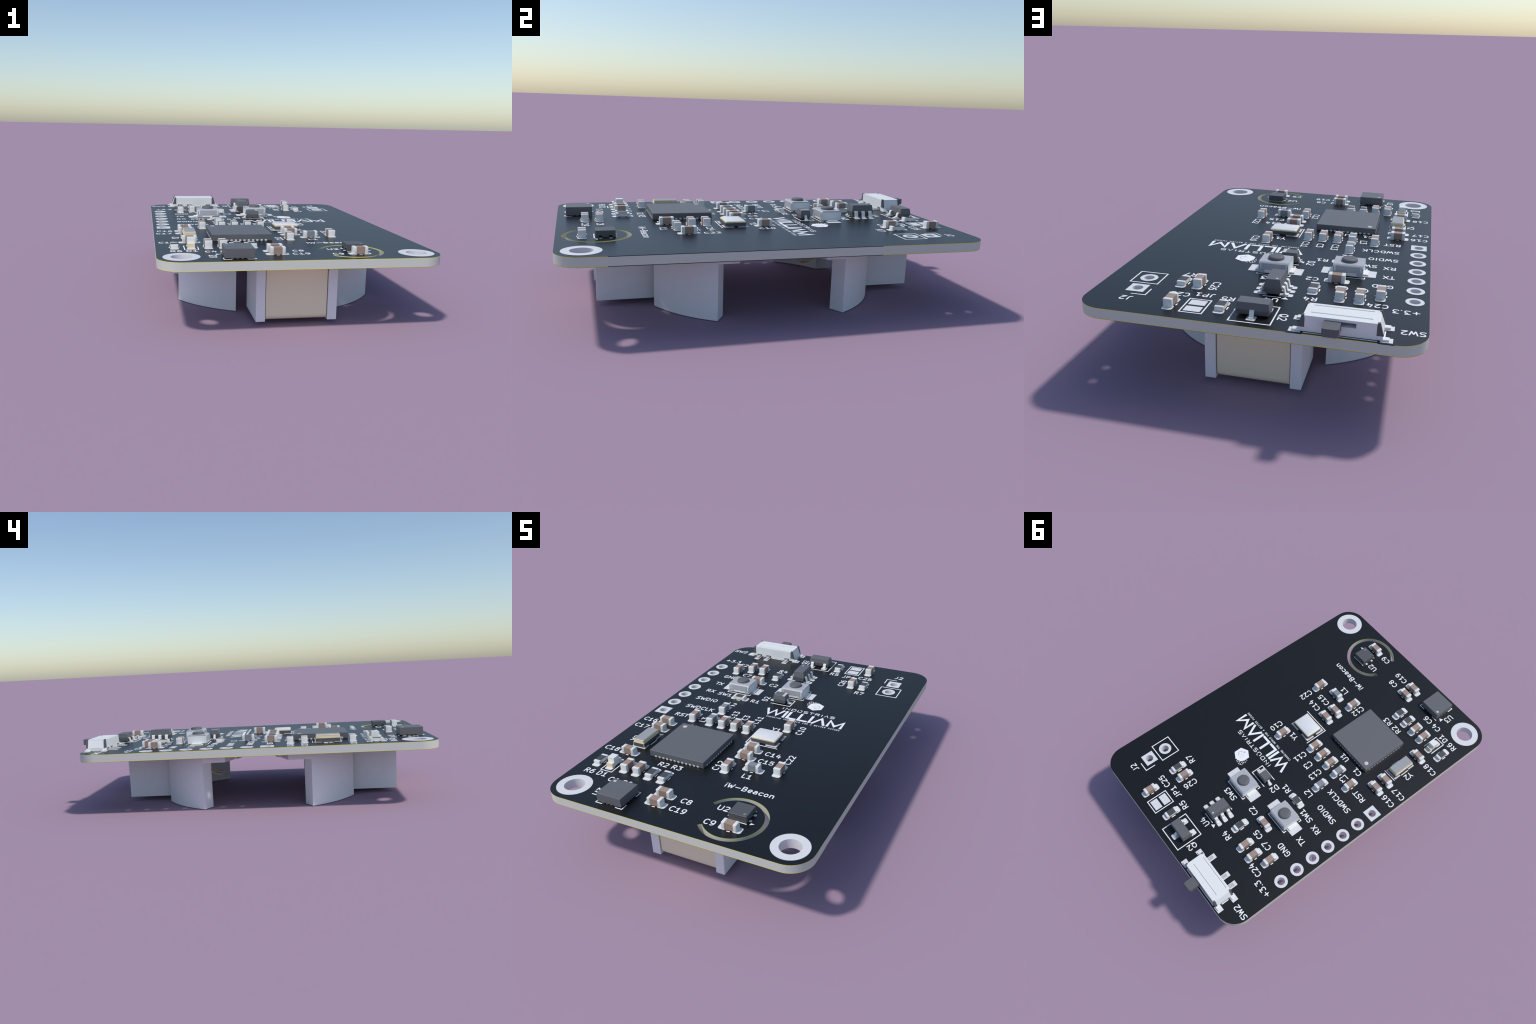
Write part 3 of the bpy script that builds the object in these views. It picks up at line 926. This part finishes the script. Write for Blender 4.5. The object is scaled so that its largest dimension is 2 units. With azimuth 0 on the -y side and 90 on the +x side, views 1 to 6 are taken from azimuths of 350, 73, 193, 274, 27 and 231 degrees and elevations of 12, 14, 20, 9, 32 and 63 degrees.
def quarter(sx, sy):
    """One curved wall: from the open side (30 degrees) round to the end channel."""
    n = 22
    a0, a1 = math.radians(30.0), math.acos(5.75 / RO)
    o = [(RO * math.cos(a0 + (a1 - a0) * i / n), RO * math.sin(a0 + (a1 - a0) * i / n)) for i in range(n + 1)]
    b1 = math.acos(5.75 / RI)
    i_ = [(RI * math.cos(b1 + (a0 - b1) * i / n), RI * math.sin(b1 + (a0 - b1) * i / n)) for i in range(n + 1)]
    pts = [(sx * px, sy * py) for px, py in o + i_]
    return pts if sx * sy > 0 else pts[::-1]


# base plate under the board: disc clipped at the sides with stepped finger notches
n = 28
pl = []
NL, NR = 4.02, 4.72


def flank(s, ny):
    e = abs(HX - (-12.12)) if s < 0 else 12.02
    return [(s * e, 6.93), (s * e, ny), (s * (e - 2.6), ny - 0.98), (s * (e - 2.6), ny - 1.3), (s * (e - 4.8), ny - 2.0),
            (s * (e - 4.8), -ny + 2.0), (s * (e - 2.6), -ny + 1.3), (s * (e - 2.6), -ny + 0.98), (s * e, -ny), (s * e, -6.93)]


def sweep_arc(a, b, r, k):
    return [(r * math.cos(math.radians(a + (b - a) * i / k)), r * math.sin(math.radians(a + (b - a) * i / k))) for i in range(1, k)]


pl += sweep_arc(-30, -65.5, RO, 14)[::-1] if False else []
pl = flank(1, NR)
pl += sweep_arc(-30, -65.5, RO, 14) + [(4.46, -12.6), (4.46, -18.58), (3.46, -18.58), (3.46, -17.7), (-3.46, -17.7), (-3.46, -18.58), (-4.46, -18.58), (-4.46, -12.6)]
pl += sweep_arc(245.5, 210, RO, 14)
pl += flank(-1, NL)[::-1]
pl += sweep_arc(150, 114.5, RO, 14) + [(-4.46, 12.6), (-4.46, 18.58), (-3.46, 18.58), (-3.46, 17.7), (3.46, 17.7), (3.46, 18.58), (4.46, 18.58), (4.46, 12.6)]
pl += sweep_arc(65.5, 30, RO, 14)
bm = bmesh.new()
add_prism(bm, [pl], PLATE, TOP - 0.004)
holder = collect("battery_holder", to_mesh("battery_holder", bm, HOLDER), None, root, P(HX, HY))
for sx in (-1, 1):
    for sy in (-1, 1):
        bm = bmesh.new()
        add_prism(bm, [quarter(sx, sy)], LOW, TOP - 0.006)
        collect("curved_wall", to_mesh("curved_wall", bm, HOLDER, 30), None, holder)
for sy in (-1, 1):
    bm = bmesh.new()
    for sx in (-1, 1):
        x0, x1 = sorted((sx * 3.46, sx * 4.46))
        y0, y1 = sorted((sy * 12.40, sy * 18.60))
        add_box(bm, x0, x1, y0, y1, END, TOP - 0.005)
    y0, y1 = sorted((sy * 13.02, sy * 13.9))
    add_box(bm, -3.47, 3.47, y0, y1, END + 0.4, TOP - 0.007)
    collect("end_wall", to_mesh("end_wall", bm, HOLDER), None, holder)
    # contact sheet set back between the two walls, rolled inwards at its lower edge
    bm = bmesh.new()
    pth = bend([(sy * 21.5, TOP - 0.12), (sy * 18.32, TOP - 0.12), (sy * 18.32, -7.41), (sy * 14.6, -7.41)], 0.7, 6)
    add_strip(bm, pth, 6.74, 0.25, "y", 0.0)
    collect("contact_plate", to_mesh("contact_plate", bm, BRASS, 40), None, holder)
# at the front the sheet turns up inside and bulges towards the rim of the cell in three ribs
bm = bmesh.new()
for px, back in ((-1.95, 0.0), (0.0, 0.2), (1.95, 0.05)):
    pth = bend([(-14.6, -7.40), (-12.2, -7.5), (-9.7 - back, -7.25), (-9.0 - back, -5.6), (-10.4 - back * 0.7, -3.6), (-12.9, -2.9)], 1.4, 6)
    add_strip(bm, pth, 1.75, 0.2, "y", px)
collect("rim_contact", to_mesh("rim_contact", bm, BRASS, 40), None, holder)
# sprung fingers that press on the cell
bm = bmesh.new()
for px in (-1.1, 1.1):
    pth = bend([(12.5, -2.4), (9.4, -3.3), (6.7, -5.2), (5.8, -5.25)], 0.8, 5)
    add_strip(bm, pth, 1.2, 0.2, "y", px)
collect("contact_spring", to_mesh("contact_spring", bm, BRASS, 40), None, holder)

for o in list(bpy.data.objects):
    if o.type == "MESH" and o.data.users and not o.parent:
        o.parent = root
bpy.context.view_layer.update()
